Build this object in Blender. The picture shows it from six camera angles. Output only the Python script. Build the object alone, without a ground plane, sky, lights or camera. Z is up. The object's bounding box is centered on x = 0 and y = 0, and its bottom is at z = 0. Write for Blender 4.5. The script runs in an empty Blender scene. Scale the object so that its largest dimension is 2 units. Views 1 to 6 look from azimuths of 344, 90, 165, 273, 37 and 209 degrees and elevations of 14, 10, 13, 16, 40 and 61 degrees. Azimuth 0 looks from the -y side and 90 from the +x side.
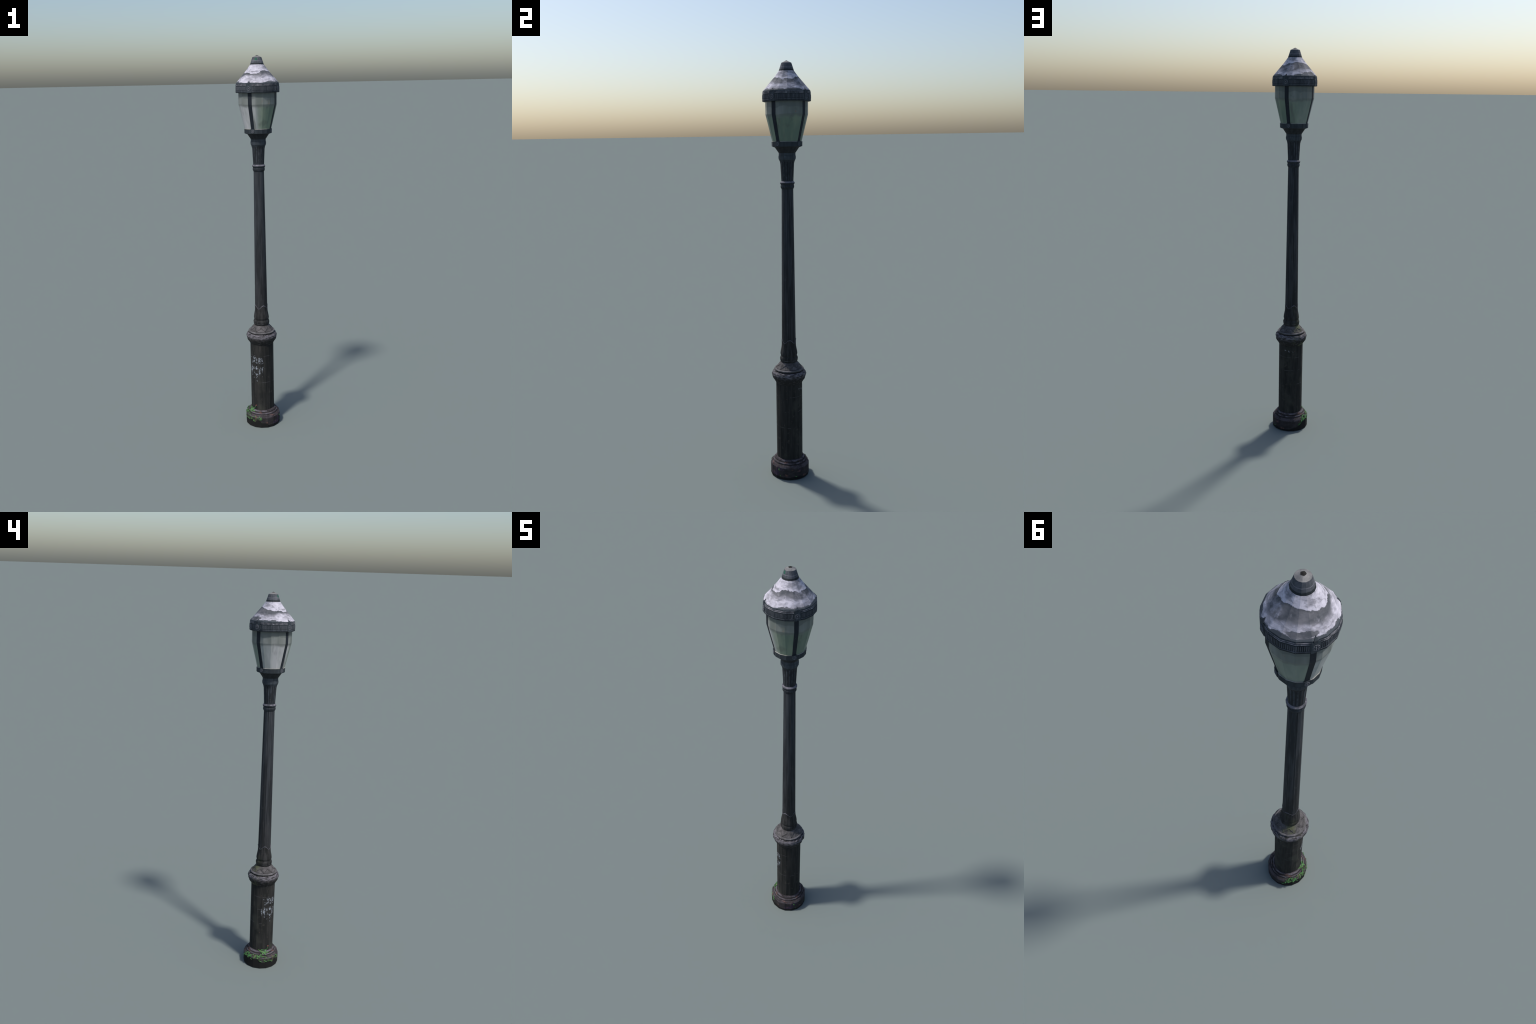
"""Old cast-iron park street lamp: stepped foot, round pedestal, wreath moulding,
slim tapering pole, fluted capital and a tapering glass lantern under a conical
hood with pale weathering.  Everything is turned on sixteen-sided sections."""
import bpy, math, random
from mathutils import Vector

random.seed(7)
SIDES = 16
STEP = 2 * math.pi / SIDES
FIT = 1.010                      # circumscribed radius / mean silhouette radius
BAR_AZ = [50.6, 140.6, 230.6, 320.6]   # azimuths (deg) of glazing bars and rosettes


# ------------------------------------------------------------------ geometry helpers
def facet(az):
    """Radius factor of a regular 16-gon with a corner at azimuth 0 (az in radians)."""
    local = az % STEP - STEP / 2
    return math.cos(STEP / 2) / math.cos(local)


def place(az, r, z):
    """azimuth 0 is -y, 90 deg is +x"""
    return (r * math.sin(az), -r * math.cos(az), z)


def interp(profile, z):
    pts = sorted(profile)
    if z <= pts[0][0]:
        return pts[0][1]
    for (z0, r0), (z1, r1) in zip(pts, pts[1:]):
        if z <= z1:
            return r0 + (r1 - r0) * (z - z0) / max(z1 - z0, 1e-9)
    return pts[-1][1]


def refine(profile, dz):
    out = [profile[0]]
    for (z0, r0), (z1, r1) in zip(profile, profile[1:]):
        n = max(1, int(math.ceil(math.hypot(z1 - z0, r1 - r0) / dz)))
        out += [(z0 + (z1 - z0) * i / n, r0 + (r1 - r0) * i / n) for i in range(1, n + 1)]
    return out


def make_object(name, verts, faces, mat, parent, smooth=None):
    me = bpy.data.meshes.new(name)
    me.from_pydata(verts, [], faces)
    me.validate()
    if smooth is not None:
        me.polygons.foreach_set("use_smooth", [True] * len(me.polygons))
        me.set_sharp_from_angle(angle=math.radians(smooth))
    me.materials.append(mat)
    ob = bpy.data.objects.new(name, me)
    bpy.context.collection.objects.link(ob)
    ob.parent = parent
    return ob


def lathe(name, profile, mat, parent, sub=1, relief=None, cap_low=True, cap_high=True, smooth=None):
    """Sixteen-sided turned part. profile: (z, r) upwards. sub: columns per facet.
    relief(az, z) adds metres along the radius."""
    cols = SIDES * sub
    verts, faces = [], []
    rows = len(profile)
    for z, r in profile:
        for c in range(cols):
            az = 2 * math.pi * c / cols
            rr = r * FIT * facet(az)
            if relief and r > 0:
                rr += relief(az, z)
            verts.append(place(az, rr, z))
    for j in range(rows - 1):
        for c in range(cols):
            d = (c + 1) % cols
            faces.append((j * cols + c, j * cols + d, (j + 1) * cols + d, (j + 1) * cols + c))
    if cap_low:
        faces.append(tuple(reversed(range(cols))))
    if cap_high:
        faces.append(tuple((rows - 1) * cols + c for c in range(cols)))
    return make_object(name, verts, faces, mat, parent, smooth)


def tuck(profile, low=True, high=True):
    """Run the ends a little way into the neighbouring parts so that nothing gaps."""
    p = list(profile)
    if low:
        z, r = p[0]
        p = [(z - 0.003, r * 0.8)] + p
    if high:
        z, r = p[-1]
        p = p + [(z + 0.003, r * 0.8)]
    return p


def plate(name, az0, az1, profile, lift, mat, parent, cols=6, taper=None):
    """A curved slab that hugs the sixteen-sided body between two azimuths (deg),
    following `profile` (z, r); `lift` is how far it stands proud."""
    n = len(profile)
    verts, faces = [], []
    for side in (0, 1):
        for z, r in profile:
            for c in range(cols + 1):
                t = c / cols
                if taper:
                    k = taper(z)
                    t = 0.5 + (t - 0.5) * k
                az = math.radians(az0 + (az1 - az0) * t)
                rr = r * FIT * facet(az) + (lift if side else -0.004)
                verts.append(place(az, rr, z))
    w = cols + 1
    off = n * w
    for j in range(n - 1):
        for c in range(cols):
            a, b, d, e = j * w + c, j * w + c + 1, (j + 1) * w + c + 1, (j + 1) * w + c
            faces.append((off + a, off + b, off + d, off + e))
            faces.append((e, d, b, a))
    rim = [c for c in range(w)] + [j * w + cols for j in range(1, n)] + \
          [(n - 1) * w + c for c in range(cols - 1, -1, -1)] + [j * w for j in range(n - 2, 0, -1)]
    for a, b in zip(rim, rim[1:] + rim[:1]):
        faces.append((a, b, off + b, off + a))
    return make_object(name, verts, faces, mat, parent)


# ------------------------------------------------------------------ shader helpers
class Nodes:
    def __init__(self, name, rough=0.7, spec=0.3):
        self.mat = bpy.data.materials.new(name)
        self.mat.use_nodes = True
        self.t = self.mat.node_tree
        self.bsdf = next(n for n in self.t.nodes if n.type == 'BSDF_PRINCIPLED')
        self.bsdf.inputs['Roughness'].default_value = rough
        self.bsdf.inputs['Specular IOR Level'].default_value = spec
        self.pos = self.t.nodes.new('ShaderNodeTexCoord').outputs['Object']
        s = self.t.nodes.new('ShaderNodeSeparateXYZ')
        self.t.links.new(self.pos, s.inputs[0])
        self.x, self.y, self.z = s.outputs

    def put(self, sock, v):
        if hasattr(v, 'is_output'):
            self.t.links.new(v, sock)
        elif isinstance(v, (tuple, list)) and len(v) == 3 and sock.type == 'RGBA':
            sock.default_value = (*v, 1)
        else:
            sock.default_value = v

    def math(self, op, a, b=0.0, c=0.0, clamp=False):
        n = self.t.nodes.new('ShaderNodeMath')
        n.operation = op
        n.use_clamp = clamp
        for i, v in enumerate((a, b, c)):
            self.put(n.inputs[i], v)
        return n.outputs[0]

    def azimuth(self):
        """0..1 round the axis, 0 at -y, 0.25 at +x"""
        a = self.math('ARCTAN2', self.x, self.math('MULTIPLY', self.y, -1.0))
        return self.math('FRACT', self.math('ADD', self.math('DIVIDE', a, 2 * math.pi), 1.0))

    def noise(self, scale, detail=4.0, rough=0.55, stretch=(1, 1, 1), offset=(0, 0, 0)):
        m = self.t.nodes.new('ShaderNodeMapping')
        self.t.links.new(self.pos, m.inputs[0])
        m.inputs['Scale'].default_value = stretch
        m.inputs['Location'].default_value = offset
        n = self.t.nodes.new('ShaderNodeTexNoise')
        self.t.links.new(m.outputs[0], n.inputs['Vector'])
        n.inputs['Scale'].default_value = scale
        n.inputs['Detail'].default_value = detail
        n.inputs['Roughness'].default_value = rough
        return n.outputs['Fac']

    def step(self, v, lo, hi, a=0.0, b=1.0):
        """smooth ramp of v from lo..hi onto a..b"""
        n = self.t.nodes.new('ShaderNodeMapRange')
        n.interpolation_type = 'SMOOTHSTEP'
        self.put(n.inputs['Value'], v)
        n.inputs['From Min'].default_value = lo
        n.inputs['From Max'].default_value = hi
        n.inputs['To Min'].default_value = a
        n.inputs['To Max'].default_value = b
        return n.outputs['Result']

    def curve(self, v, pts, lo, hi):
        """smooth curve round the axis: pts are (azimuth deg, value in lo..hi)"""
        n = self.t.nodes.new('ShaderNodeFloatCurve')
        c = n.mapping.curves[0]
        pts = sorted(pts)
        wrap = [(pts[-1][0] - 360, pts[-1][1])] + pts + [(pts[0][0] + 360, pts[0][1])]
        start = wrap[0][1] + (wrap[1][1] - wrap[0][1]) * (0 - wrap[0][0]) / (wrap[1][0] - wrap[0][0])
        full = ([(0, start)] if pts[0][0] > 0 else []) + pts + [(360, start if pts[0][0] > 0 else pts[0][1])]
        full = [(a / 360.0, (b - lo) / (hi - lo)) for a, b in full]
        c.points[0].location = full[0]
        c.points[1].location = full[-1]
        for p in full[1:-1]:
            c.points.new(*p)
        n.mapping.update()
        self.put(n.inputs['Value'], v)
        return self.math('MULTIPLY_ADD', n.outputs[0], hi - lo, lo)

    def mix(self, f, a, b):
        n = self.t.nodes.new('ShaderNodeMix')
        n.data_type = 'RGBA'
        self.put(n.inputs[0], f)
        self.put(n.inputs[6], a)
        self.put(n.inputs[7], b)
        return n.outputs[2]

    def bump(self, height, strength=0.3, dist=0.002):
        n = self.t.nodes.new('ShaderNodeBump')
        n.inputs['Strength'].default_value = strength
        n.inputs['Distance'].default_value = dist
        self.put(n.inputs['Height'], height)
        self.t.links.new(n.outputs[0], self.bsdf.inputs['Normal'])

    def done(self, col):
        self.put(self.bsdf.inputs['Base Color'], col)
        return self.mat


def iron(name, tone, tint, streak=(10, 10, 1.2), worn=0.35, spec=0.25):
    """dull dark paint on cast iron: vertical streaks, blotches and pale specks"""
    n = Nodes(name, rough=0.75, spec=spec)
    a = n.noise(9, 5, 0.6, streak)
    b = n.noise(55, 5, 0.65, (1, 1, 0.6))
    col = n.mix(n.step(a, 0.38, 0.66), tone, tint)
    col = n.mix(n.math('MULTIPLY', n.step(b, 0.56, 0.78), worn), col, tuple(min(1, 2.4 * t + 0.02) for t in tint))
    speck = n.noise(230, 2, 0.5, (1, 1, 1), (3, 1, 7))
    col = n.mix(n.math('MULTIPLY', n.step(speck, 0.70, 0.76), 0.5), col, (0.16, 0.14, 0.12))
    n.bump(b, 0.25, 0.0015)
    return n.done(col)


IRON_DARK = (0.014, 0.017, 0.021)
IRON_BLUE = (0.030, 0.037, 0.046)

mat_iron = iron('weathered_iron', IRON_DARK, IRON_BLUE)
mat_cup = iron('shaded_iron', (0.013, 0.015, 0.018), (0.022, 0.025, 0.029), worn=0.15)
mat_bar = iron('glazing_bar_paint', (0.010, 0.014, 0.020), (0.014, 0.018, 0.026), worn=0.05)
mat_band = iron('hood_band_iron', (0.027, 0.034, 0.042), (0.043, 0.054, 0.066), worn=0.5)
mat_relief = iron('rubbed_relief_iron', (0.050, 0.059, 0.072), (0.10, 0.108, 0.128), worn=0.6)
mat_rosette = iron('rubbed_rosette_iron', (0.065, 0.073, 0.088), (0.125, 0.130, 0.150), worn=0.6)
mat_fillet = iron('pale_fillet_iron', (0.050, 0.057, 0.070), (0.24, 0.235, 0.265), streak=(5, 5, 5), worn=0.7)
mat_seat = iron('seat_iron', (0.020, 0.026, 0.032), (0.030, 0.039, 0.047), worn=0.3)
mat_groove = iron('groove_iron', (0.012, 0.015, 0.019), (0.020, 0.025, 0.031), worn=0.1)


def make_pale_ring():
    n = Nodes('pale_ring_iron', 0.75, 0.25)
    g = n.noise(60, 4, 0.6)
    col = n.mix(n.step(g, 0.35, 0.7), IRON_DARK, IRON_BLUE)
    dust = n.math('MULTIPLY', n.step(n.z, 1.4440, 1.4470), n.step(n.noise(45, 3, 0.6, (1, 1, 1), (2, 5, 1)), 0.35, 0.55, 0.25, 0.85))  # pale band along the ring's upper side
    return n.done(n.mix(dust, col, (0.165, 0.16, 0.19)))


def make_pole():
    n = Nodes('pole_iron', 0.75, 0.25)
    az = n.azimuth()
    a = n.noise(7, 5, 0.6, (9, 9, 0.7))
    b = n.noise(60, 5, 0.6, (1, 1, 0.4))
    low = n.step(n.math('MULTIPLY_ADD', n.noise(4, 2), 0.5, n.z), 0.9, 1.6)
    col = n.mix(n.step(a, 0.4, 0.62), (0.0140, 0.0148, 0.0165), (0.031, 0.0325, 0.0365))
    blue = n.mix(n.step(a, 0.4, 0.62), (0.015, 0.0185, 0.023), (0.035, 0.0405, 0.048))
    col = n.mix(low, col, blue)
    col = n.mix(n.math('MULTIPLY', n.step(b, 0.6, 0.8), 0.3), col, (0.10, 0.10, 0.105))
    # dark stripes in the flutes, pale lines beside them (eight round the pole)
    fl = n.math('ABSOLUTE', n.math('SUBTRACT', n.math('FRACT', n.math('MULTIPLY_ADD', az, 8.0, 0.61)), 0.5))
    dark_line = n.math('MULTIPLY', n.step(fl, 0.02, 0.12, 1, 0), n.step(a, 0.3, 0.55, 0.9, 0.4))
    col = n.mix(dark_line, col, (0.010, 0.011, 0.013))
    pale_line = n.math('MULTIPLY', n.step(n.math('ABSOLUTE', n.math('SUBTRACT', fl, 0.17)), 0.01, 0.045, 1, 0),
                 n.step(n.noise(6, 4, 0.6, (3, 3, 0.8), (3, 1, 2)), 0.45, 0.62))
    col = n.mix(n.math('MULTIPLY', pale_line, 0.45), col, (0.095, 0.095, 0.10))
    n.bump(b, 0.2, 0.001)
    return n.done(col)


def make_capital():
    """fluted neck: dark flutes between paler ridges"""
    n = Nodes('capital_iron', 0.75, 0.25)
    az = n.azimuth()
    b = n.noise(55, 5, 0.65, (1, 1, 0.4))
    col = n.mix(n.step(b, 0.36, 0.66), IRON_DARK, IRON_BLUE)
    wave = n.math('COSINE', n.math('MULTIPLY', az, 16 * 2 * math.pi))
    band = n.math('MULTIPLY', n.step(n.z, 1.455, 1.459), n.step(n.z, 1.541, 1.546, 1, 0))
    col = n.mix(n.math('MULTIPLY', band, n.step(wave, 0.0, 0.8, 0, 0.75)), col, (0.0085, 0.010, 0.0125))
    col = n.mix(n.math('MULTIPLY', n.math('MULTIPLY', band, n.step(wave, -0.9, -0.4, 0.4, 0)), n.step(b, 0.45, 0.6)), col, (0.075, 0.085, 0.10))
    rust = n.step(n.noise(75, 3, 0.5, (1, 1, 0.6), (5, 2, 3)), 0.70, 0.76)
    col = n.mix(n.math('MULTIPLY', rust, 0.5), col, (0.17, 0.13, 0.10))
    n.bump(b, 0.2, 0.001)
    return n.done(col)


def make_pedestal():
    n = Nodes('pedestal_iron', 0.8, 0.2)
    az = n.azimuth()
    a = n.noise(8, 5, 0.6, (8, 8, 0.8))
    g = n.noise(14, 4, 0.6, (1, 1, 0.6), (4, 2, 9))
    col = n.mix(n.step(a, 0.38, 0.66), (0.0125, 0.013, 0.013), (0.027, 0.0265, 0.0255))
    col = n.mix(n.step(g, 0.50, 0.70, 0, 0.75), col, (0.040, 0.041, 0.035))
    blot = n.noise(40, 4, 0.65, (1, 1, 0.8), (3, 9, 1))
    col = n.mix(n.step(blot, 0.58, 0.74, 0, 0.6), col, (0.055, 0.052, 0.045))
    # thin scratched lines left by old posters
    for zz in (0.335, 0.255, 0.41):
        wob = n.math('MULTIPLY_ADD', n.noise(9, 2), 0.02, n.math('SUBTRACT', n.z, zz + 0.010))
        line = n.step(n.math('ABSOLUTE', wob), 0.0008, 0.0022, 1, 0)
        gap = n.step(n.noise(30, 3, 0.6, (1, 1, 1), (zz * 9, 0, 0)), 0.5, 0.6)
        col = n.mix(n.math('MULTIPLY', n.math('MULTIPLY', line, gap), 0.45), col, (0.09, 0.088, 0.095))
    # flaking remains of white paint round azimuth 308, in strips between the joints
    daz = n.math('ABSOLUTE', n.math('SUBTRACT', az, 308 / 360))
    zone = n.math('MULTIPLY', n.step(daz, 0.095, 0.135, 1, 0),
                  n.math('MULTIPLY', n.step(n.z, 0.225, 0.325), n.step(n.z, 0.395, 0.42, 1, 0)))
    gap = n.step(n.math('ABSOLUTE', n.math('SUBTRACT', n.z, 0.3565)), 0.004, 0.009)
    strip = n.math('ABSOLUTE', n.math('SUBTRACT', n.math('FRACT', n.math('MULTIPLY_ADD', az, 22.0, 0.28)), 0.5))
    strip = n.step(strip, 0.30, 0.46, 1, 0)
    fl = n.noise(95, 5, 0.75, (1.1, 1.1, 0.7), (1.3, 0.4, 2.2))
    cl = n.noise(34, 2, 0.5, (1.2, 1.2, 0.7), (2, 5, 4))
    hit = n.math('ADD', fl, n.math('MULTIPLY', cl, 0.6))
    hit = n.math('MULTIPLY_ADD', n.math('MULTIPLY', zone, n.math('MULTIPLY', gap, strip)), 0.235, hit)
    flake = n.math('MULTIPLY', n.step(hit, 1.055, 1.095), n.step(zone, 0.01, 0.1))
    col = n.mix(n.math('MULTIPLY', flake, n.step(fl, 0.45, 0.65, 0.65, 1.0)), col, (0.25, 0.275, 0.315))
    # a few stray pale flecks on the far side, just under the moulding
    z2 = n.math('MULTIPLY', n.step(n.math('ABSOLUTE', n.math('SUBTRACT', n.z, 0.449)), 0.006, 0.011, 1, 0),
                n.step(n.math('ABSOLUTE', n.math('SUBTRACT', az, 155 / 360)), 0.06, 0.10, 1, 0))
    col = n.mix(n.math('MULTIPLY', z2, n.step(n.noise(85, 4, 0.6, (1, 1, 1), (9, 9, 2)), 0.56, 0.62)), col, (0.17, 0.17, 0.19))
    rust = n.step(n.noise(170, 2, 0.5, (1, 1, 1), (5, 2, 3)), 0.72, 0.77)
    col = n.mix(n.math('MULTIPLY', rust, 0.6), col, (0.16, 0.085, 0.05))
    n.bump(n.noise(90, 4, 0.6), 0.25, 0.001)
    return n.done(col)


def green_film(n, az, col, amount):
    """thin algae round azimuth 212"""
    green = n.math('MULTIPLY', n.step(n.math('ABSOLUTE', n.math('SUBTRACT', az, 212 / 360)), 0.03, 0.15, 1, 0),
                   n.step(n.noise(24, 3, 0.6, (1, 1, 1), (2, 8, 4)), 0.42, 0.62))
    return n.mix(n.math('MULTIPLY', green, amount), col, (0.085, 0.095, 0.045))


def make_socket():
    n = Nodes('socket_iron', 0.8, 0.2)
    az = n.azimuth()
    a = n.noise(12, 5, 0.6, (7, 7, 0.9))
    col = n.mix(n.step(a, 0.38, 0.64), (0.0135, 0.0138, 0.0142), (0.034, 0.034, 0.035))
    line = n.step(n.math('ABSOLUTE', n.math('SUBTRACT', n.z, 0.5865)), 0.0006, 0.0022, 1, 0)
    line = n.math('MULTIPLY', line, n.step(n.noise(40, 3, 0.6), 0.42, 0.6))
    col = n.mix(n.math('MULTIPLY', line, 0.7), col, (0.10, 0.10, 0.11))
    n.bump(a, 0.2, 0.001)
    return n.done(green_film(n, az, col, 0.2))


def make_flare():
    """pale collar; dark outlines round eight hanging leaves with a mid vein"""
    n = Nodes('flared_collar_iron', 0.8, 0.2)
    az = n.azimuth()
    a = n.noise(38, 5, 0.65, (1, 1, 1.3))
    col = n.mix(n.step(a, 0.36, 0.66), (0.050, 0.048, 0.049), (0.108, 0.102, 0.106))
    p = n.math('ABSOLUTE', n.math('SUBTRACT', n.math('FRACT', n.math('MULTIPLY_ADD', az, 8.0, 0.4333)), 0.5))
    p = n.math('MULTIPLY_ADD', n.math('SUBTRACT', n.noise(38, 3), 0.5), 0.30, p)
    t = n.math('DIVIDE', n.math('SUBTRACT', 0.5765, n.z), 0.0765 - 0.0500)
    half = n.math('MULTIPLY', n.math('SUBTRACT', 1.02, t, clamp=True), 0.78)
    line = n.step(n.math('ABSOLUTE', n.math('SUBTRACT', p, half)), 0.01, 0.075, 0.9, 0)
    line = n.math('MULTIPLY', line, n.step(n.noise(30, 3, 0.6, (1, 1, 1), (5, 5, 1)), 0.36, 0.52, 0.25, 1.0))
    vein = n.math('MULTIPLY', n.step(p, 0.008, 0.035, 0.8, 0), n.step(t, 0.2, 0.8))
    side = n.math('ABSOLUTE', n.math('SUBTRACT', n.math('FRACT', n.math('MULTIPLY_ADD', p, 5.0, n.math('MULTIPLY', t, 1.2))), 0.5))
    side = n.step(side, 0.03, 0.13, 0.45, 0)
    col = n.mix(n.math('MAXIMUM', n.math('MAXIMUM', line, vein), side), col, (0.018, 0.017, 0.018))
    n.bump(a, 0.3, 0.0015)
    return n.done(green_film(n, az, col, 0.75))


def make_wreath():
    """fat roll: carved foliage, underside shade baked dark, upper half lightened in slanting strokes"""
    n = Nodes('wreath_iron', 0.8, 0.2)
    az = n.azimuth()
    comb = n.t.nodes.new('ShaderNodeCombineXYZ')
    swirl = n.math('MULTIPLY', n.math('SINE', n.math('MULTIPLY', az, 2 * math.pi * 6)), 0.6)
    n.put(comb.inputs[0], n.math('MULTIPLY_ADD', az, 34.0, n.math('MULTIPLY', n.z, -120.0)))
    n.put(comb.inputs[1], n.math('MULTIPLY_ADD', n.z, 330.0, n.math('MULTIPLY_ADD', az, 22.0, swirl)))
    tex = n.t.nodes.new('ShaderNodeTexNoise')
    n.t.links.new(comb.outputs[0], tex.inputs['Vector'])
    tex.inputs['Scale'].default_value = 0.7
    tex.inputs['Detail'].default_value = 4
    stroke = tex.outputs['Fac']
    lift = n.step(n.math('MULTIPLY_ADD', stroke, 0.030, n.z), 0.516, 0.541)
    dust = n.math('MULTIPLY', lift, n.step(stroke, 0.42, 0.56, 0.12, 1.0))
    stray = n.math('MULTIPLY', n.step(stroke, 0.58, 0.66), 0.45)
    col = n.mix(n.math('MAXIMUM', dust, stray), (0.020, 0.0195, 0.0195), (0.135, 0.128, 0.146))
    n.bump(stroke, 0.8, 0.003)
    return n.done(green_film(n, az, col, 0.6))


def make_plinth():
    """grimy, purplish foot with rusty smears; its lower edge is bare black with a ragged border"""
    n = Nodes('plinth_iron', 0.85, 0.15)
    az = n.azimuth()
    a = n.noise(34, 5, 0.65, (1, 1, 1.6))
    col = n.mix(n.step(a, 0.36, 0.66), (0.024, 0.021, 0.023), (0.066, 0.057, 0.064))
    # rolled edges are paler
    for zz, w in ((0.0865, 0.0042), (0.0755, 0.0032), (0.0575, 0.0022)):
        pale_line = n.step(n.math('ABSOLUTE', n.math('SUBTRACT', n.z, zz)), w * 0.4, w, 1, 0)
        pale_line = n.math('MULTIPLY', pale_line, n.step(n.noise(28, 4, 0.6, (1, 1, 1), (zz * 40, 1, 0)), 0.42, 0.62))
        col = n.mix(n.math('MULTIPLY', pale_line, 0.8), col, (0.135, 0.125, 0.145))
    for zz in (0.0805, 0.0700):      # two dark lines along the creases
        dark_line = n.step(n.math('ABSOLUTE', n.math('SUBTRACT', n.z, zz)), 0.0008, 0.0022, 0.8, 0)
        col = n.mix(dark_line, col, (0.016, 0.015, 0.015))
    wall = n.step(n.z, 0.050, 0.056, 1, 0)
    col = n.mix(n.math('MULTIPLY', wall, 0.65), col, (0.022, 0.020, 0.021))
    violet = n.math('MULTIPLY', n.step(n.noise(17, 3, 0.6, (1, 1, 1), (6, 1, 3)), 0.53, 0.66), wall)
    col = n.mix(n.math('MULTIPLY', violet, 0.8), col, (0.050, 0.034, 0.062))
    rust = n.step(n.noise(26, 4, 0.6, (1, 1, 1.5), (1, 6, 2)), 0.57, 0.68)
    col = n.mix(n.math('MULTIPLY', rust, 0.6), col, (0.15, 0.075, 0.062))
    # mossy film above the ragged edge on the weather side
    edge = n.curve(az, [(0, .024), (8, .011), (20, .013), (50, .012), (75, .010), (106, .015), (135, .008), (160, .009),
                        (177, .016), (195, .026), (206, .048), (228, .049), (262, .051), (283, .033), (302, .042),
                        (314, .030), (324, .041), (334, .036), (342, .025)], 0.0, 0.08)
    edge = n.math('ADD', edge, n.math('MULTIPLY', n.math('SUBTRACT', n.noise(60, 4, 0.6), 0.5), 0.012))
    above = n.math('SUBTRACT', n.z, edge)
    film = n.math('MULTIPLY', n.step(above, 0.004, 0.026, 1, 0),
                  n.step(n.math('ABSOLUTE', n.math('SUBTRACT', az, 266 / 360)), 0.16, 0.22, 1, 0))
    mott = n.noise(70, 4, 0.65, (1, 1, 1), (0, 4, 9))
    film = n.math('MULTIPLY', film, n.step(mott, 0.40, 0.58))
    col = n.mix(n.math('MULTIPLY', film, 0.75), col, n.mix(n.step(mott, 0.5, 0.66), (0.042, 0.062, 0.032), (0.060, 0.150, 0.038)))
    bare = n.step(above, -0.001, 0.001, 1, 0)
    col = n.mix(bare, col, (0.0115, 0.0115, 0.0115))
    n.bump(a, 0.3, 0.0015)
    return n.done(col)


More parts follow.
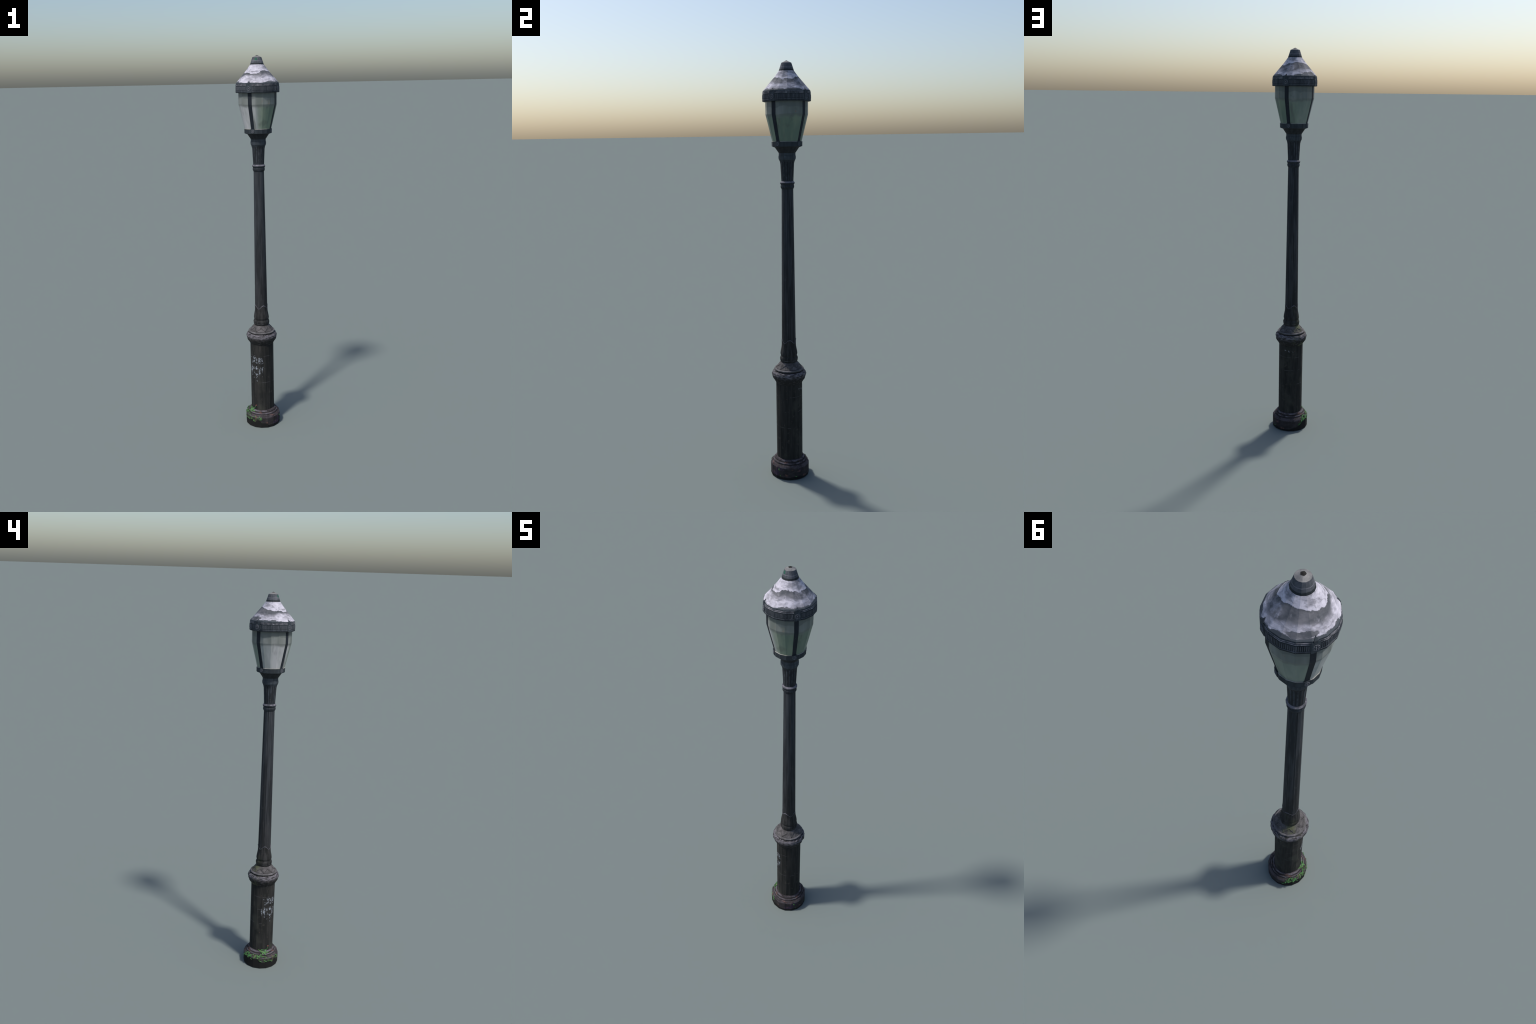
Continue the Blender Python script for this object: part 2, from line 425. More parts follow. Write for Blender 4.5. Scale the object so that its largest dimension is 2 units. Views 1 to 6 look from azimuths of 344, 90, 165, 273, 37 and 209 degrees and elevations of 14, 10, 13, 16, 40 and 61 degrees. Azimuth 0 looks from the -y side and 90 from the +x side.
def make_roof():
    """dark lead roof with two ragged tiers of whitish weathering"""
    n = Nodes('weathered_roof', 0.8, 0.2)
    az = n.azimuth()
    fine = n.noise(46, 5, 0.65)
    broad = n.noise(17, 4, 0.6, (1, 1, 1.6))
    jag = n.math('MULTIPLY', n.math('SUBTRACT', n.noise(40, 3, 0.6, (1, 1, 0.6), (3, 3, 3)), 0.5), 0.019)
    upper = n.curve(az, [(0, 1.918), (29, 1.922), (45, 1.919), (64, 1.917), (85, 1.9185), (108, 1.9155), (125, 1.921), (148, 1.926),
                         (178, 1.927), (205, 1.926), (235, 1.921), (267, 1.9146), (295, 1.913), (311, 1.9096),
                         (339, 1.910), (352, 1.912)], 1.86, 1.96)
    lower = n.curve(az, [(0, 1.898), (22, 1.906), (45, 1.899), (63, 1.8945), (110, 1.8955), (127, 1.889), (150, 1.886),
                         (165, 1.889), (179, 1.898), (208, 1.900), (241, 1.8947), (269, 1.8945), (290, 1.898),
                         (333, 1.900)], 1.86, 1.96)
    hem = n.curve(az, [(0, 1.867), (20, 1.870), (50, 1.870), (79, 1.870), (99, 1.872), (120, 1.871), (135, 1.866),
                       (155, 1.866), (176, 1.874), (200, 1.870), (225, 1.870), (267, 1.8715), (287, 1.869), (301, 1.865),
                       (322, 1.868), (341, 1.865)], 1.86, 1.96)
    zj = n.math('ADD', n.z, jag)
    zj = n.math('MULTIPLY_ADD', n.math('SUBTRACT', n.noise(20, 3, 0.6, (1, 1, 0.7), (9, 4, 6)), 0.5), 0.010, zj)
    tier1 = n.step(n.math('SUBTRACT', zj, upper), -0.0008, 0.0010)
    zs = n.math('ADD', n.z, n.math('MULTIPLY', n.math('SUBTRACT', broad, 0.5), 0.030))
    tier2 = n.step(n.math('SUBTRACT', zs, lower), -0.010, 0.005, 1, 0)
    tier2 = n.math('MULTIPLY', tier2, n.step(n.math('SUBTRACT', zj, hem), -0.0008, 0.0010))
    # a bare oval by azimuth 212
    ox = n.math('DIVIDE', n.math('SUBTRACT', az, 211 / 360), 28 / 360)
    oz = n.math('DIVIDE', n.math('SUBTRACT', zj, 1.877), 0.0078)
    oval = n.step(n.math('ADD', n.math('MULTIPLY', ox, ox), n.math('MULTIPLY', oz, oz)), 0.75, 1.1)
    tier2 = n.math('MULTIPLY', tier2, oval)
    white = n.math('MAXIMUM', tier1, tier2)
    thin = n.step(n.noise(20, 4, 0.6, (1, 1, 2.6), (8, 2, 5)), 0.36, 0.58, 0.40, 1.0)
    white = n.math('MULTIPLY', white, thin)
    # smears dragged down the slope and thin tears in the white
    drag = n.noise(15, 5, 0.65, (1, 1, 0.8), (2, 6, 1))
    white = n.math('MAXIMUM', white, n.math('MULTIPLY', n.step(drag, 0.52, 0.70, 0, 0.75), n.step(n.math('SUBTRACT', n.z, hem), 0.002, 0.006)))
    tear = n.noise(20, 2, 0.45, (1, 1, 2.2), (7, 7, 3))
    white = n.math('MULTIPLY', white, n.step(n.math('ABSOLUTE', n.math('SUBTRACT', tear, 0.5)), 0.004, 0.050, 0.68, 1.0))
    brim_glint = n.math('MULTIPLY', tier1, n.step(n.math('SUBTRACT', zj, upper), 0.004, 0.012, 1, 0))  # highlight painted along the edge of the upper tier
    white = n.math('MAXIMUM', white, n.math('MULTIPLY', brim_glint, 0.95))
    dark = n.mix(n.step(broad, 0.35, 0.65), (0.072, 0.078, 0.090), (0.165, 0.163, 0.180))
    dark = n.mix(n.step(n.math('SUBTRACT', n.z, hem), -0.003, 0.0, 1, 0), dark, (0.066, 0.076, 0.088))
    lip = n.step(n.math('SUBTRACT', upper, zj), 0.0, 0.006, 1, 0)
    dark = n.mix(n.math('MULTIPLY', lip, 0.5), dark, (0.050, 0.055, 0.062))
    pale = n.mix(n.step(fine, 0.35, 0.65), (0.41, 0.40, 0.465), (0.54, 0.52, 0.595))
    col = n.mix(white, dark, pale)
    speck = n.step(n.noise(150, 2, 0.5), 0.73, 0.77)
    col = n.mix(n.math('MULTIPLY', speck, 0.6), col, (0.05, 0.05, 0.055))
    n.bump(n.math('ADD', n.math('MULTIPLY', white, 0.6), fine), 0.3, 0.002)
    return n.done(col)


def make_finial():
    n = Nodes('finial_iron', 0.75, 0.25)
    az = n.azimuth()
    a = n.noise(50, 4, 0.6)
    col = n.mix(n.step(a, 0.35, 0.66), (0.050, 0.056, 0.066), (0.088, 0.095, 0.112))
    wob = n.math('MULTIPLY_ADD', n.math('SUBTRACT', n.noise(30, 2), 0.5), 0.006, n.z)
    seam = n.step(n.math('ABSOLUTE', n.math('SUBTRACT', wob, 1.9715)), 0.0006, 0.0018, 1, 0)
    col = n.mix(n.math('MULTIPLY', seam, 0.65), col, (0.17, 0.17, 0.20))
    foot = n.step(wob, 1.9600, 1.9630, 1, 0)
    col = n.mix(foot, col, (0.018, 0.023, 0.027))
    green = n.math('MULTIPLY', n.step(n.math('ABSOLUTE', n.math('SUBTRACT', az, 333 / 360)), 0.015, 0.055, 1, 0),
                   n.math('MULTIPLY', n.step(n.z, 1.973, 1.975), n.step(n.z, 1.985, 1.988, 1, 0)))
    col = n.mix(green, col, (0.020, 0.090, 0.062))
    top = n.step(n.z, 1.9885, 1.990)
    col = n.mix(top, col, n.mix(n.step(a, 0.35, 0.7), (0.13, 0.13, 0.135), (0.24, 0.235, 0.23)))
    return n.done(col)


def make_glass():
    """clouded old lantern glass: greenish, milky where painted reflections lighten the sun side, smoky above the bend"""
    n = Nodes('clouded_lantern_glass', 0.4, 0.3)
    az = n.azimuth()
    sheen = n.curve(az, [(0, 0.10), (14, 0.05), (60, 0.0), (120, 0.0), (160, 0.1), (200, 0.25), (222, 0.2), (236, 0.75),
                        (265, 0.9), (300, 1.0), (326, 0.95), (338, 0.80), (346, 0.35)], 0, 1)
    smear = n.noise(9, 4, 0.55, (2.6, 2.6, 0.22))
    body = n.mix(n.step(smear, 0.36, 0.64), (0.112, 0.160, 0.122), (0.165, 0.213, 0.152))
    milky = n.mix(n.step(smear, 0.36, 0.64), (0.300, 0.315, 0.318), (0.400, 0.400, 0.415))
    col = n.mix(sheen, body, milky)
    sm2 = n.noise(10, 3, 0.55, (2.2, 2.2, 0.35), (4, 4, 2))
    col = n.mix(n.step(sm2, 0.58, 0.70, 0, 0.6), col, (0.090, 0.093, 0.088))
    zz = n.math('MULTIPLY_ADD', n.math('SUBTRACT', n.noise(16, 3), 0.5), 0.035, n.z)
    smoke = n.mix(n.step(sm2, 0.35, 0.65), (0.115, 0.130, 0.122), (0.185, 0.200, 0.195))
    col = n.mix(n.step(zz, 1.736, 1.762, 0, 0.9), col, smoke)
    stain = n.noise(22, 4, 0.6, (1, 1, 0.7), (6, 2, 8))
    col = n.mix(n.math('MULTIPLY', n.step(stain, 0.55, 0.72, 0, 0.5), n.math('MULTIPLY_ADD', sheen, -0.7, 1.0)), col, (0.080, 0.092, 0.080))
    ledge = n.math('MULTIPLY', n.step(zz, 1.744, 1.752), n.step(zz, 1.757, 1.762, 1, 0))
    col = n.mix(n.math('MULTIPLY', ledge, 0.28), col, (0.075, 0.085, 0.080))
    col = n.mix(n.step(zz, 1.788, 1.793, 0, 0.55), col, (0.075, 0.090, 0.088))  # hood's cast shadow tinted into the top of the panes
    am = n.math('MULTIPLY', n.step(n.noise(24, 3, 0.6, (1, 1, 1), (1, 7, 2)), 0.64, 0.72),
                n.math('MULTIPLY', n.step(n.z, 1.757, 1.763), n.step(n.z, 1.775, 1.785, 1, 0)))
    col = n.mix(n.math('MULTIPLY', am, 0.6), col, (0.19, 0.10, 0.065))
    return n.done(col)


def plain(name, a, b, scale=40, rough=0.8, spec=0.2):
    n = Nodes(name, rough, spec)
    return n.done(n.mix(n.step(n.noise(scale, 4, 0.6), 0.35, 0.65), a, b))


mat_ring = make_pale_ring()
mat_pole = make_pole()
mat_pedestal = make_pedestal()
mat_wreath = make_wreath()
mat_flare = make_flare()
mat_socket = make_socket()
mat_capital = make_capital()
mat_bead = plain('pale_bead_iron', (0.075, 0.073, 0.075), (0.135, 0.130, 0.137), 30)
mat_dark_groove = plain('dark_groove', (0.012, 0.012, 0.012), (0.022, 0.021, 0.021), 50)  # near-black colour in the grooves beside the bead
mat_crest = plain('rubbed_crest_iron', (0.07, 0.07, 0.085), (0.13, 0.128, 0.15))
mat_plinth = make_plinth()
mat_roof = make_roof()
mat_finial = make_finial()
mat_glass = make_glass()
mat_sill = plain('pale_sill', (0.22, 0.22, 0.19), (0.34, 0.33, 0.32), 25)
mat_tip = plain('sooty_vent', (0.012, 0.011, 0.010), (0.022, 0.020, 0.018), 120)


def leaf_material(name, base, tip):
    n = Nodes(name, 0.6, 0.3)
    r = n.t.nodes.new('ShaderNodeObjectInfo').outputs['Random']
    col = n.mix(n.step(n.noise(90, 3), 0.3, 0.7), base, tip)
    col = n.mix(n.math('MULTIPLY', r, 0.6), col, (0.075, 0.125, 0.040))
    return n.done(col)


mat_leaf = leaf_material('fresh_leaf', (0.020, 0.095, 0.022), (0.080, 0.225, 0.075))
mat_bud = plain('pink_bud', (0.34, 0.10, 0.10), (0.42, 0.16, 0.15))

# ------------------------------------------------------------------ the lamp
lamp = bpy.data.objects.new('street_lamp', None)
bpy.context.collection.objects.link(lamp)
lamp["label"] = "old dark cast-iron park lamp with tapered glass lantern"
lamp["category"] = "street lamp"

# ---- plinth: plain drum, two rolled steps
PLINTH = [(0.0, 0.0935), (0.0545, 0.0938), (0.0590, 0.0925), (0.0650, 0.0880), (0.0690, 0.0828), (0.0698, 0.0800),
          (0.0715, 0.0808), (0.0760, 0.0795), (0.0795, 0.0755), (0.0803, 0.0722), (0.0825, 0.0725), (0.0870, 0.0700), (0.0900, 0.0660), (0.0905, 0.0635)]
plinth = lathe('plinth', PLINTH + [(0.0915, 0.055)], mat_plinth, lamp)

# ---- pedestal: straight sixteen-sided drum
PEDESTAL = [(0.0900, 0.0628), (0.4725, 0.0632)]
pedestal = lathe('pedestal', tuck(PEDESTAL), mat_pedestal, lamp)

# ---- wreath moulding: fat roll carved with slanting leaves
WREATH = [(0.4715, 0.0632), (0.4800, 0.0685), (0.4940, 0.0775), (0.5040, 0.0812), (0.5165, 0.0832),
          (0.5262, 0.0806), (0.5322, 0.0756), (0.5335, 0.0690)]


def wreath_relief(az, z):
    t = (z - 0.4725) / (0.535 - 0.4725)
    if t <= 0 or t >= 1:
        return 0.0
    env = min(1, 4 * t, 4 * (1 - t))
    lean = 9 * (t - 0.5)
    a = math.sin(14 * az + lean * 1.3 + 1.2 * math.sin(3 * az))
    b = math.sin(23 * az - lean * 1.1 + 2 * math.sin(5 * az + 1) + 5 * t)
    return env * (0.0010 * max(a, -0.3) + 0.0006 * b - 0.0004)


lathe('wreath_moulding', tuck(refine(WREATH, 0.0022)), mat_wreath, lamp, sub=12, relief=wreath_relief, smooth=40)

# ---- pale bead in two grooves, then a flared collar of hanging pointed leaves
lathe('dark_groove', [(0.5325, 0.0600), (0.5325, 0.0700), (0.5380, 0.0680), (0.5505, 0.0600), (0.5520, 0.0500)], mat_dark_groove, lamp)
BEAD = [(0.5384, 0.0640), (0.5388, 0.0698), (0.5408, 0.0717), (0.5436, 0.0710), (0.5460, 0.0682), (0.5468, 0.0640)]
lathe('bead', BEAD, mat_bead, lamp)
FLARE = [(0.5478, 0.0615), (0.5486, 0.0640), (0.5560, 0.0572), (0.5765, 0.0392)]


def flare_relief(az, z):
    t = (0.5765 - z) / (0.5765 - 0.5500)          # 0 at the top, 1 at the leaf tips
    if t >= 1.0 or t <= 0:
        return 0.0
    p = (math.degrees(az) - 3 + 22.5) % 45 / 45 - 0.5     # eight leaves, tip at the middle
    d = 0.78 * (1.02 - t) - abs(p)
    h = 0.0013 * max(-1, min(1, d / 0.06))
    vein = 0.0007 if abs(p) < 0.03 else 0.0
    return (h - vein - 0.0004) * min(1, 5 * (1 - t), 5 * t)


lathe('flared_collar', tuck(refine(FLARE, 0.0018)), mat_flare, lamp, sub=14, relief=flare_relief, smooth=40)

# ---- pole socket: bead ring and a sleeve whose top edge rises in four lobes
SOCKET = [(0.5750, 0.0392), (0.5830, 0.0420), (0.5880, 0.0426), (0.5935, 0.0432), (0.6000, 0.0420), (0.6065, 0.0382),
          (0.6115, 0.0398), (0.6175, 0.0410), (0.6300, 0.0394), (0.6580, 0.0342)]
lathe('pole_socket', tuck(SOCKET), mat_socket, lamp)


def lobed_sleeve():
    """thin sleeve over the pole foot; crest dips at the azimuths of the lantern bars"""
    cols, rows = 96, 6
    verts, faces = [], []
    for side in (0, 1):
        for j in range(rows + 1):
            for c in range(cols):
                az = 2 * math.pi * c / cols
                w = 0.5 + 0.5 * math.cos(4 * (az - math.radians(5)))
                top = 0.6705 + 0.0180 * w ** 0.8
                z = 0.654 + (top - 0.654) * j / rows
                r = interp([(0.654, 0.0350), (0.664, 0.0341), (0.69, 0.0342)], z) * FIT * facet(az)
                if not side:
                    r -= 0.003
                if j == rows and side:
                    r -= 0.0006
                verts.append(place(az, r, z))
    off = (rows + 1) * cols
    for j in range(rows):
        for c in range(cols):
            d = (c + 1) % cols
            q = (j * cols + c, j * cols + d, (j + 1) * cols + d, (j + 1) * cols + c)
            faces.append(tuple(off + i for i in q))
            faces.append(tuple(reversed(q)))
    for c in range(cols):
        d = (c + 1) % cols
        faces.append((rows * cols + d, rows * cols + c, off + rows * cols + c, off + rows * cols + d))
        faces.append((c, d, off + d, off + c))
    ob = make_object('lobed_sleeve', verts, faces, mat_socket, lamp)
    # rubbed rim
    rim = bpy.data.curves.new('sleeve_rim', 'CURVE')
    rim.dimensions = '3D'
    rim.bevel_depth = 0.0012
    rim.bevel_resolution = 1
    sp = rim.splines.new('POLY')
    sp.points.add(cols - 1)
    for c in range(cols):
        p = verts[off + rows * cols + c]
        sp.points[c].co = (*p, 1)
        sp.points[c].radius = 0.8 + 1.3 * (0.5 + 0.5 * math.cos(4 * (2 * math.pi * c / cols - math.radians(5)))) ** 3
    sp.use_cyclic_u = True
    tmp = bpy.data.objects.new('tmp', rim)
    bpy.context.collection.objects.link(tmp)
    me = bpy.data.meshes.new_from_object(tmp.evaluated_get(bpy.context.evaluated_depsgraph_get()))
    bpy.data.objects.remove(tmp)
    me.name = 'sleeve_rim'
    me.materials.clear()
    me.materials.append(mat_crest)
    r = bpy.data.objects.new('sleeve_rim', me)
    bpy.context.collection.objects.link(r)
    r.parent = ob


lobed_sleeve()

# ---- pole: long taper with faint hollow flutes
POLE = [(0.652, 0.0336), (1.4180, 0.0271)]


def pole_relief(az, z):
    k = abs(math.sin(4 * az + 0.11 * math.pi))
    return -0.0007 * max(0, 1 - k / 0.33)


lathe('pole', tuck(refine(POLE, 0.05)), mat_pole, lamp, sub=6, relief=pole_relief)

# ---- neck ring: two beads
RING = [(1.4155, 0.0272), (1.4205, 0.0300), (1.4250, 0.0316), (1.4300, 0.0318), (1.4345, 0.0303), (1.4370, 0.0306),
        (1.4410, 0.0332), (1.4445, 0.0341), (1.4480, 0.0330), (1.4525, 0.0290)]
lathe('neck_ring', tuck(RING), mat_ring, lamp)

# ---- capital: fluted neck opening into a smooth collar
CAPITAL = [(1.4510, 0.0288), (1.4900, 0.0305), (1.5340, 0.0328), (1.5420, 0.0345), (1.5500, 0.0366), (1.5560, 0.0386)]


def capital_relief(az, z):
    env = max(0, min(1, (z - 1.453) / 0.006, (1.548 - z) / 0.005))
    return -0.0016 * env * (0.5 + 0.5 * math.cos(16 * az)) ** 1.5


lathe('capital', tuck(refine(CAPITAL, 0.004)), mat_capital, lamp, sub=8, relief=capital_relief, smooth=40)
COLLAR = [(1.5515, 0.0375), (1.5560, 0.0396), (1.5645, 0.0403), (1.5705, 0.0400), (1.5715, 0.0388), (1.5790, 0.0388), (1.5845, 0.0386)]
lathe('capital_collar', tuck(COLLAR), mat_band, lamp)

# ---- lantern cup: dished cone, then a plain ring with a pale inner sill
CUP = [(1.5830, 0.0385), (1.6085, 0.0558), (1.6138, 0.0702)]
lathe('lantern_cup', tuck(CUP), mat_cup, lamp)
SEAT = [(1.6136, 0.0703), (1.6352, 0.0708)]
seat = lathe('lantern_seat', [(1.6136, 0.060)] + SEAT + [(1.6352, 0.0660)], mat_seat, lamp)
lathe('pale_sill', [(1.6345, 0.0640), (1.6345, 0.0700), (1.6366, 0.0697), (1.6375, 0.0655)], mat_sill, seat)

# ---- glass: four panes meeting behind the glazing bars
GLASS = [(1.6340, 0.0672), (1.7590, 0.0974), (1.8190, 0.0976)]


def pane(az0, az1):
    edges = {az0, az1}
    k = math.ceil(az0 / 22.5)
    while k * 22.5 < az1:
        edges.add(k * 22.5)
        k += 1
    az_list = sorted(edges)
    verts, faces = [], []
    n = len(az_list)
    for depth in (0, 0.003):
        for z, r in GLASS:
            for a in az_list:
                a = math.radians(a)
                verts.append(place(a, r * FIT * facet(a) - depth, z))
    rows = len(GLASS)
    off = n * rows
    for j in range(rows - 1):
        for c in range(n - 1):
            q = (j * n + c, j * n + c + 1, (j + 1) * n + c + 1, (j + 1) * n + c)
            faces.append(q)
            faces.append(tuple(off + i for i in reversed(q)))
    rim = list(range(n)) + [j * n + n - 1 for j in range(1, rows)] + \
        list(range((rows - 1) * n + n - 2, (rows - 1) * n - 1, -1)) + [j * n for j in range(rows - 2, 0, -1)]
    for a, b in zip(rim, rim[1:] + rim[:1]):
        faces.append((b, a, off + a, off + b))
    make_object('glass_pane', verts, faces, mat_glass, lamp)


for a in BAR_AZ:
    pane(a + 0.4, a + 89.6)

# dark burner core keeps the thin glass shell solid
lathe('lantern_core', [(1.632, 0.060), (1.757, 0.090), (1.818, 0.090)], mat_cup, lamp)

for a in BAR_AZ:
    plate('glazing_bar', a - 5.7, a + 5.7, [(1.6345, 0.0672), (1.7590, 0.0974), (1.8175, 0.0976)], 0.0012, mat_bar, lamp,
          cols=4, taper=lambda z: 1.0 + 0.25 * max(0, (1.759 - z) / 0.125))

# ---- hood band
BAND = [(1.8165, 0.0900), (1.8160, 0.1075), (1.8172, 0.1108), (1.8460, 0.1102), (1.8550, 0.1094), (1.8638, 0.1086)]
band = lathe('hood_band', BAND + [(1.866, 0.098)], mat_band, lamp)


def band_r(z):
    return interp(BAND[2:], z)


def slab(verts, faces, az, width, z0, z1, lift, base=-0.001):
    """small upright bar standing on the band"""
    h = width / 2
    i = len(verts)
    for z in (z0, z1):
        for s, l in ((-h, base), (-h * 0.75, lift), (h * 0.75, lift), (h, base)):
            a = math.radians(az + s)
            verts.append(place(a, band_r(z) * FIT * facet(a) + l, z))
    faces += [(i, i + 1, i + 5, i + 4), (i + 1, i + 2, i + 6, i + 5), (i + 2, i + 3, i + 7, i + 6),
              (i + 3, i + 2, i + 1, i), (i + 4, i + 5, i + 6, i + 7), (i, i + 4, i + 7, i + 3)]


verts, faces = [], []
for a in BAR_AZ:
    for k in range(25):
        slab(verts, faces, a + 10.2 + 69.6 * k / 24, 1.55 + random.uniform(-0.15, 0.15), 1.8285, 1.8465, 0.0011)
reed = make_object('reeding', verts, faces, mat_relief, band)
reed["kind"] = "stuff"

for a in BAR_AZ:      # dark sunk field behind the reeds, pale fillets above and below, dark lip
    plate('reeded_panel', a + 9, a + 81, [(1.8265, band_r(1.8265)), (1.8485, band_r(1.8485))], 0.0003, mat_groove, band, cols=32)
    plate('band_fillet', a + 7.5, a + 82.5, [(1.8232, band_r(1.8232)), (1.8252, band_r(1.8252))], 0.0011, mat_relief, band, cols=24)
    plate('band_fillet', a + 7.5, a + 82.5, [(1.8515, band_r(1.8515)), (1.8540, band_r(1.8540))], 0.0013, mat_fillet, band, cols=24)
    plate('band_fillet', a + 7.5, a + 82.5, [(1.8568, band_r(1.8568)), (1.8588, band_r(1.8588))], 0.0011, mat_fillet, band, cols=24)
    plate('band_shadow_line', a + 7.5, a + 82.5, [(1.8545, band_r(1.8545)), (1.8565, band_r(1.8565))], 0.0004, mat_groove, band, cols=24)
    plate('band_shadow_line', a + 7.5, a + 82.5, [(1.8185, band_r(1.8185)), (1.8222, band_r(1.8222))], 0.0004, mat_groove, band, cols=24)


# ---- rosettes on square plates; the upper ones carry a pointed leaf
def rosette_mesh(name, radius):
    """eight petals round a knob, lying in the XZ plane and facing -y"""
    verts, faces = [], []
    for k in range(8):
        a = 2 * math.pi * k / 8
        i = len(verts)
        c, s = math.cos(a), math.sin(a)
        shape = [(0.42, 0, 0.1), (0.66, -0.22, 0.08), (1.0, -0.16, 0.02), (1.04, 0, 0.05), (1.0, 0.16, 0.02), (0.66, 0.22, 0.08), (0.72, 0, 0.24)]
        for u, v, h in shape:
            verts.append(((u * c - v * s) * radius, -h * radius, (u * s + v * c) * radius))
        for p in range(6):
            faces.append((i + p, i + (p + 1) % 6, i + 6))
    i = len(verts)
    for k in range(20):                 # outer wreath ring
        a = 2 * math.pi * k / 20
        for u, h in ((0.90, 0.0), (0.94, 0.13), (1.04, 0.13), (1.10, 0.0)):
            verts.append((u * radius * math.cos(a), -h * radius, u * radius * math.sin(a)))
    for k in range(20):
        d = (k + 1) % 20
        for p in range(3):
            faces.append((i + 4 * k + p, i + 4 * d + p, i + 4 * d + p + 1, i + 4 * k + p + 1))
    rings = 4
    i = len(verts)
    for j in range(rings):
        t = j / rings * math.pi / 2
        for k in range(10):
            a = 2 * math.pi * k / 10
            verts.append((0.3 * radius * math.cos(t) * math.cos(a), -0.26 * radius * math.sin(t), 0.3 * radius * math.cos(t) * math.sin(a)))
    verts.append((0, -0.26 * radius, 0))
    for j in range(rings - 1):
        for k in range(10):
            d = (k + 1) % 10
            faces.append((i + j * 10 + k, i + j * 10 + d, i + (j + 1) * 10 + d, i + (j + 1) * 10 + k))
    for k in range(10):
        faces.append((i + (rings - 1) * 10 + k, i + (rings - 1) * 10 + (k + 1) % 10, len(verts) - 1))
    me = bpy.data.meshes.new(name)
    me.from_pydata(verts, [], faces)
    me.materials.append(mat_rosette)
    return me


big = rosette_mesh('rosette', 0.0106)
small = rosette_mesh('small_rosette', 0.0082)
for a in BAR_AZ:
    az = math.radians(a)
    plate('rosette_plate', a - 7.0, a + 7.0, [(1.8175, band_r(1.8175)), (1.8590, band_r(1.8590))], 0.0016, mat_band, band, cols=6)
    plate('rosette_spike', a - 3.8, a + 3.8, [(1.8585, band_r(1.8585)), (1.8638, band_r(1.8638)), (1.8680, 0.1050), (1.8740, 0.1001)],
          0.0022, mat_band, band, cols=4, taper=lambda z: max(0.04, min(1, (1.8740 - z) / 0.0105)))
    ro = bpy.data.objects.new('rosette', big)
    bpy.context.collection.objects.link(ro)
    ro.location = place(az, band_r(1.836) * FIT * facet(az) + 0.0012, 1.8365)
    ro.rotation_euler = (0, 0, az)
    ro.parent = band
    plate('seat_plate', a - 9.0, a + 9.0, [(1.6142, 0.0703), (1.6375, 0.0709)], 0.0014, mat_seat, seat, cols=6)
    ro = bpy.data.objects.new('small_rosette', small)
    bpy.context.collection.objects.link(ro)
    ro.location = place(az, 0.0706 * FIT * facet(az) + 0.001, 1.6255)
    ro.rotation_euler = (0, 0, az)
    ro.parent = seat

# ---- roof and finial
ROOF = [(1.8640, 0.1082), (1.8720, 0.1017), (1.9040, 0.0743), (1.9275, 0.0540), (1.9535, 0.0348)]
lathe('roof', tuck(ROOF), mat_roof, lamp)
FINIAL = [(1.9530, 0.0350), (1.9893, 0.0231), (1.99645, 0.0078)]
fin = lathe('finial', tuck(FINIAL, high=False), mat_finial, lamp)


def tip():
    cols = 24
    verts, faces = [], []
    for z, r in ((1.9950, 0.0078), (1.9968, 0.0079), (1.9982, 0.0045)):
        for c in range(cols):
            a = 2 * math.pi * c / cols
            w = 1 + 0.05 * math.sin(5 * a + 1) + 0.04 * math.sin(11 * a)
            verts.append(place(a, r * w, z))
    verts.append((0, 0, 2.0))
    for j in range(2):
        for c in range(cols):
            d = (c + 1) % cols
            faces.append((j * cols + c, j * cols + d, (j + 1) * cols + d, (j + 1) * cols + c))
    faces += [(2 * cols + c, 2 * cols + (c + 1) % cols, 3 * cols) for c in range(cols)]
    faces.append(tuple(reversed(range(cols))))
    make_object('vent_plug', verts, faces, mat_tip, fin)


tip()


# ---- weeds rooted in the plinth joints: blades laid along the steps
def foot_point(az_deg, z, lift):
    az = math.radians(az_deg)
    r = interp([p for p in PLINTH] + [(0.095, 0.0634), (0.2, 0.0630)], z) * FIT * facet(az)
    return Vector(place(az, r + lift, z))


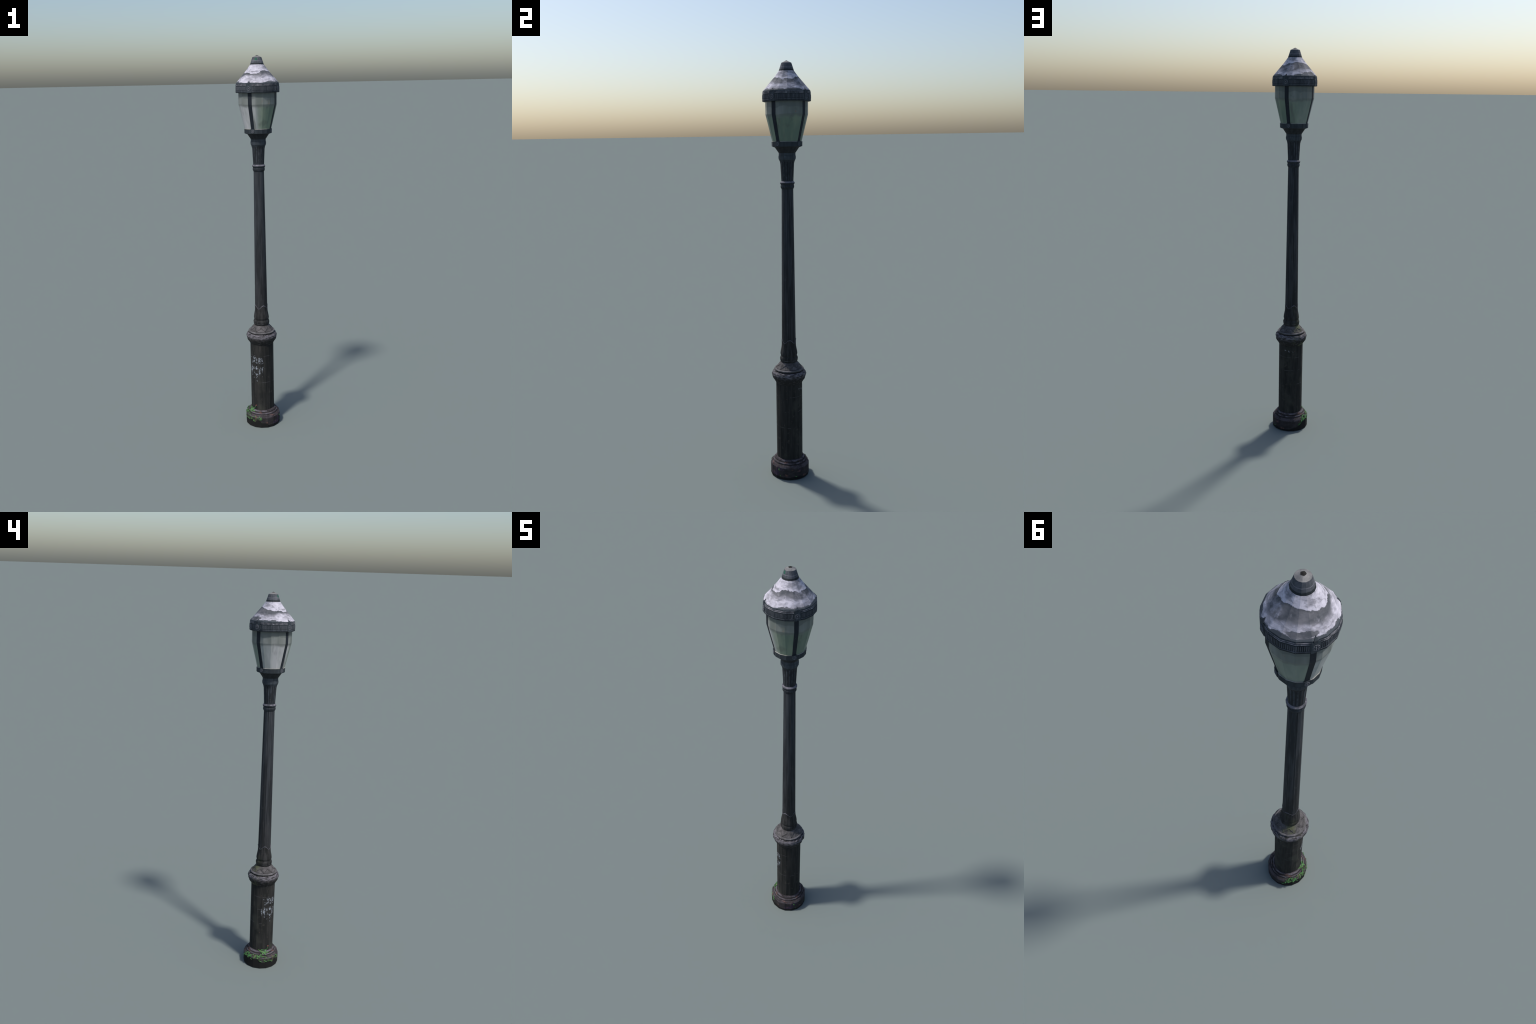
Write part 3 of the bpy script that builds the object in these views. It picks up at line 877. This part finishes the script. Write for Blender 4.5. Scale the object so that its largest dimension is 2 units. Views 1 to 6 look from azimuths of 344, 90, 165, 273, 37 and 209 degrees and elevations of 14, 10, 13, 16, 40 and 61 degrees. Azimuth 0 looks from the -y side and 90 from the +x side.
def blade(a0, z0, a1, z1, width, mat=mat_leaf, name='leaf', rise=0.004, n=7):
    """one leaf from root (azimuth, height) to tip, arched off the iron"""
    verts, faces = [], []
    pts = []
    for i in range(n + 1):
        t = i / n
        pts.append(foot_point(a0 + (a1 - a0) * t, z0 + (z1 - z0) * t, 0.0012 + rise * math.sin(math.pi * t ** 0.8)))
    for i, p in enumerate(pts):
        t = i / n
        d = (pts[min(i + 1, n)] - pts[max(i - 1, 0)]).normalized()
        out = Vector((p.x, p.y, 0.04)).normalized()
        side = d.cross(out).normalized()
        up = side.cross(d).normalized()
        w = width * 0.5 * (math.sin(math.pi * min(1, t * 0.86 + 0.12)) ** 0.8 + 0.04)
        verts += [p - side * w, p + up * (-0.0004), p + side * w, p + up * (0.0003 + w * 0.15)]
    for i in range(n):
        a = 4 * i
        for k in range(4):
            faces.append((a + k, a + (k + 1) % 4, a + 4 + (k + 1) % 4, a + 4 + k))
    faces += [(3, 2, 1, 0), tuple(4 * n + k for k in range(4))]
    return make_object(name, verts, faces, mat, plinth, smooth=50)


# star-shaped sprig at the pedestal foot
for a1, z1, w in ((258, .0965, .0062), (274, .0745, .0060), (292, .0720, .0075), (301, .098, .0055), (309, .083, .0070), (281, .079, .0050), (268, .088, .0050)):
    blade(287, 0.0860, a1, z1, w)
blade(301, 0.0965, 308, 0.1130, 0.0024)
blade(307, 0.1115, 309, 0.1185, 0.0042, mat_bud, 'bud', 0.002)
blade(296, 0.094, 271, 0.0985, 0.0034)
# broad leaves at the drum edge
for a0, z0, a1, z1, w in ((222, .060, 203, .056, .0095), (224, .062, 238, .066, .0130), (226, .060, 229, .048, .0085), (214, .058, 208, .050, .0080),
                          (216, .064, 204, .064, .0085), (231, .066, 241, .060, .0085), (222, .066, 226, .073, .0075), (240, .068, 246, .074, .0060),
                          (205, .056, 202, .042, .0060), (201, .042, 191, .029, .0045), (210, .066, 222, .074, .0060)):
    blade(a0, z0, a1, z1, w)
# loose blades along the weather side
for a0, z0, a1, z1, w in ((254, .070, 247, .052, .0055), (256, .072, 271, .0630, .0060), (257, .071, 262, .064, .0060), (264, .061, 257, .056, .0055),
                          (274, .068, 281, .0645, .0036), (287, .061, 289, .055, .0046), (266, .049, 279, .037, .0030),                           (284, .047, 296, .039, .0034), (298, .040, 305, .045, .0028), (308, .040, 314, .032, .0034),
                          (331, .063, 337, .053, .0040), (337, .054, 330, .043, .0046), (333, .0455, 339, .060, .0062), (333, .046, 341, .050, .0044),
                          (271, .072, 255, .060, .0040), (271, .071, 289, .066, .0040), (273, .079, 270, .066, .0040), (288, .066, 296, .062, .0044),
                          (52, .050, 58, .045, .0050), (54, .052, 54, .041, .0046), (236, .050, 243, .046, .0030), (318, .064, 312, .058, .0036),
                          (58, .020, 60, .012, .0030), (104, .017, 110, .016, .0034)):
    blade(a0, z0, a1, z1, w, rise=0.0028)

bpy.context.view_layer.update()
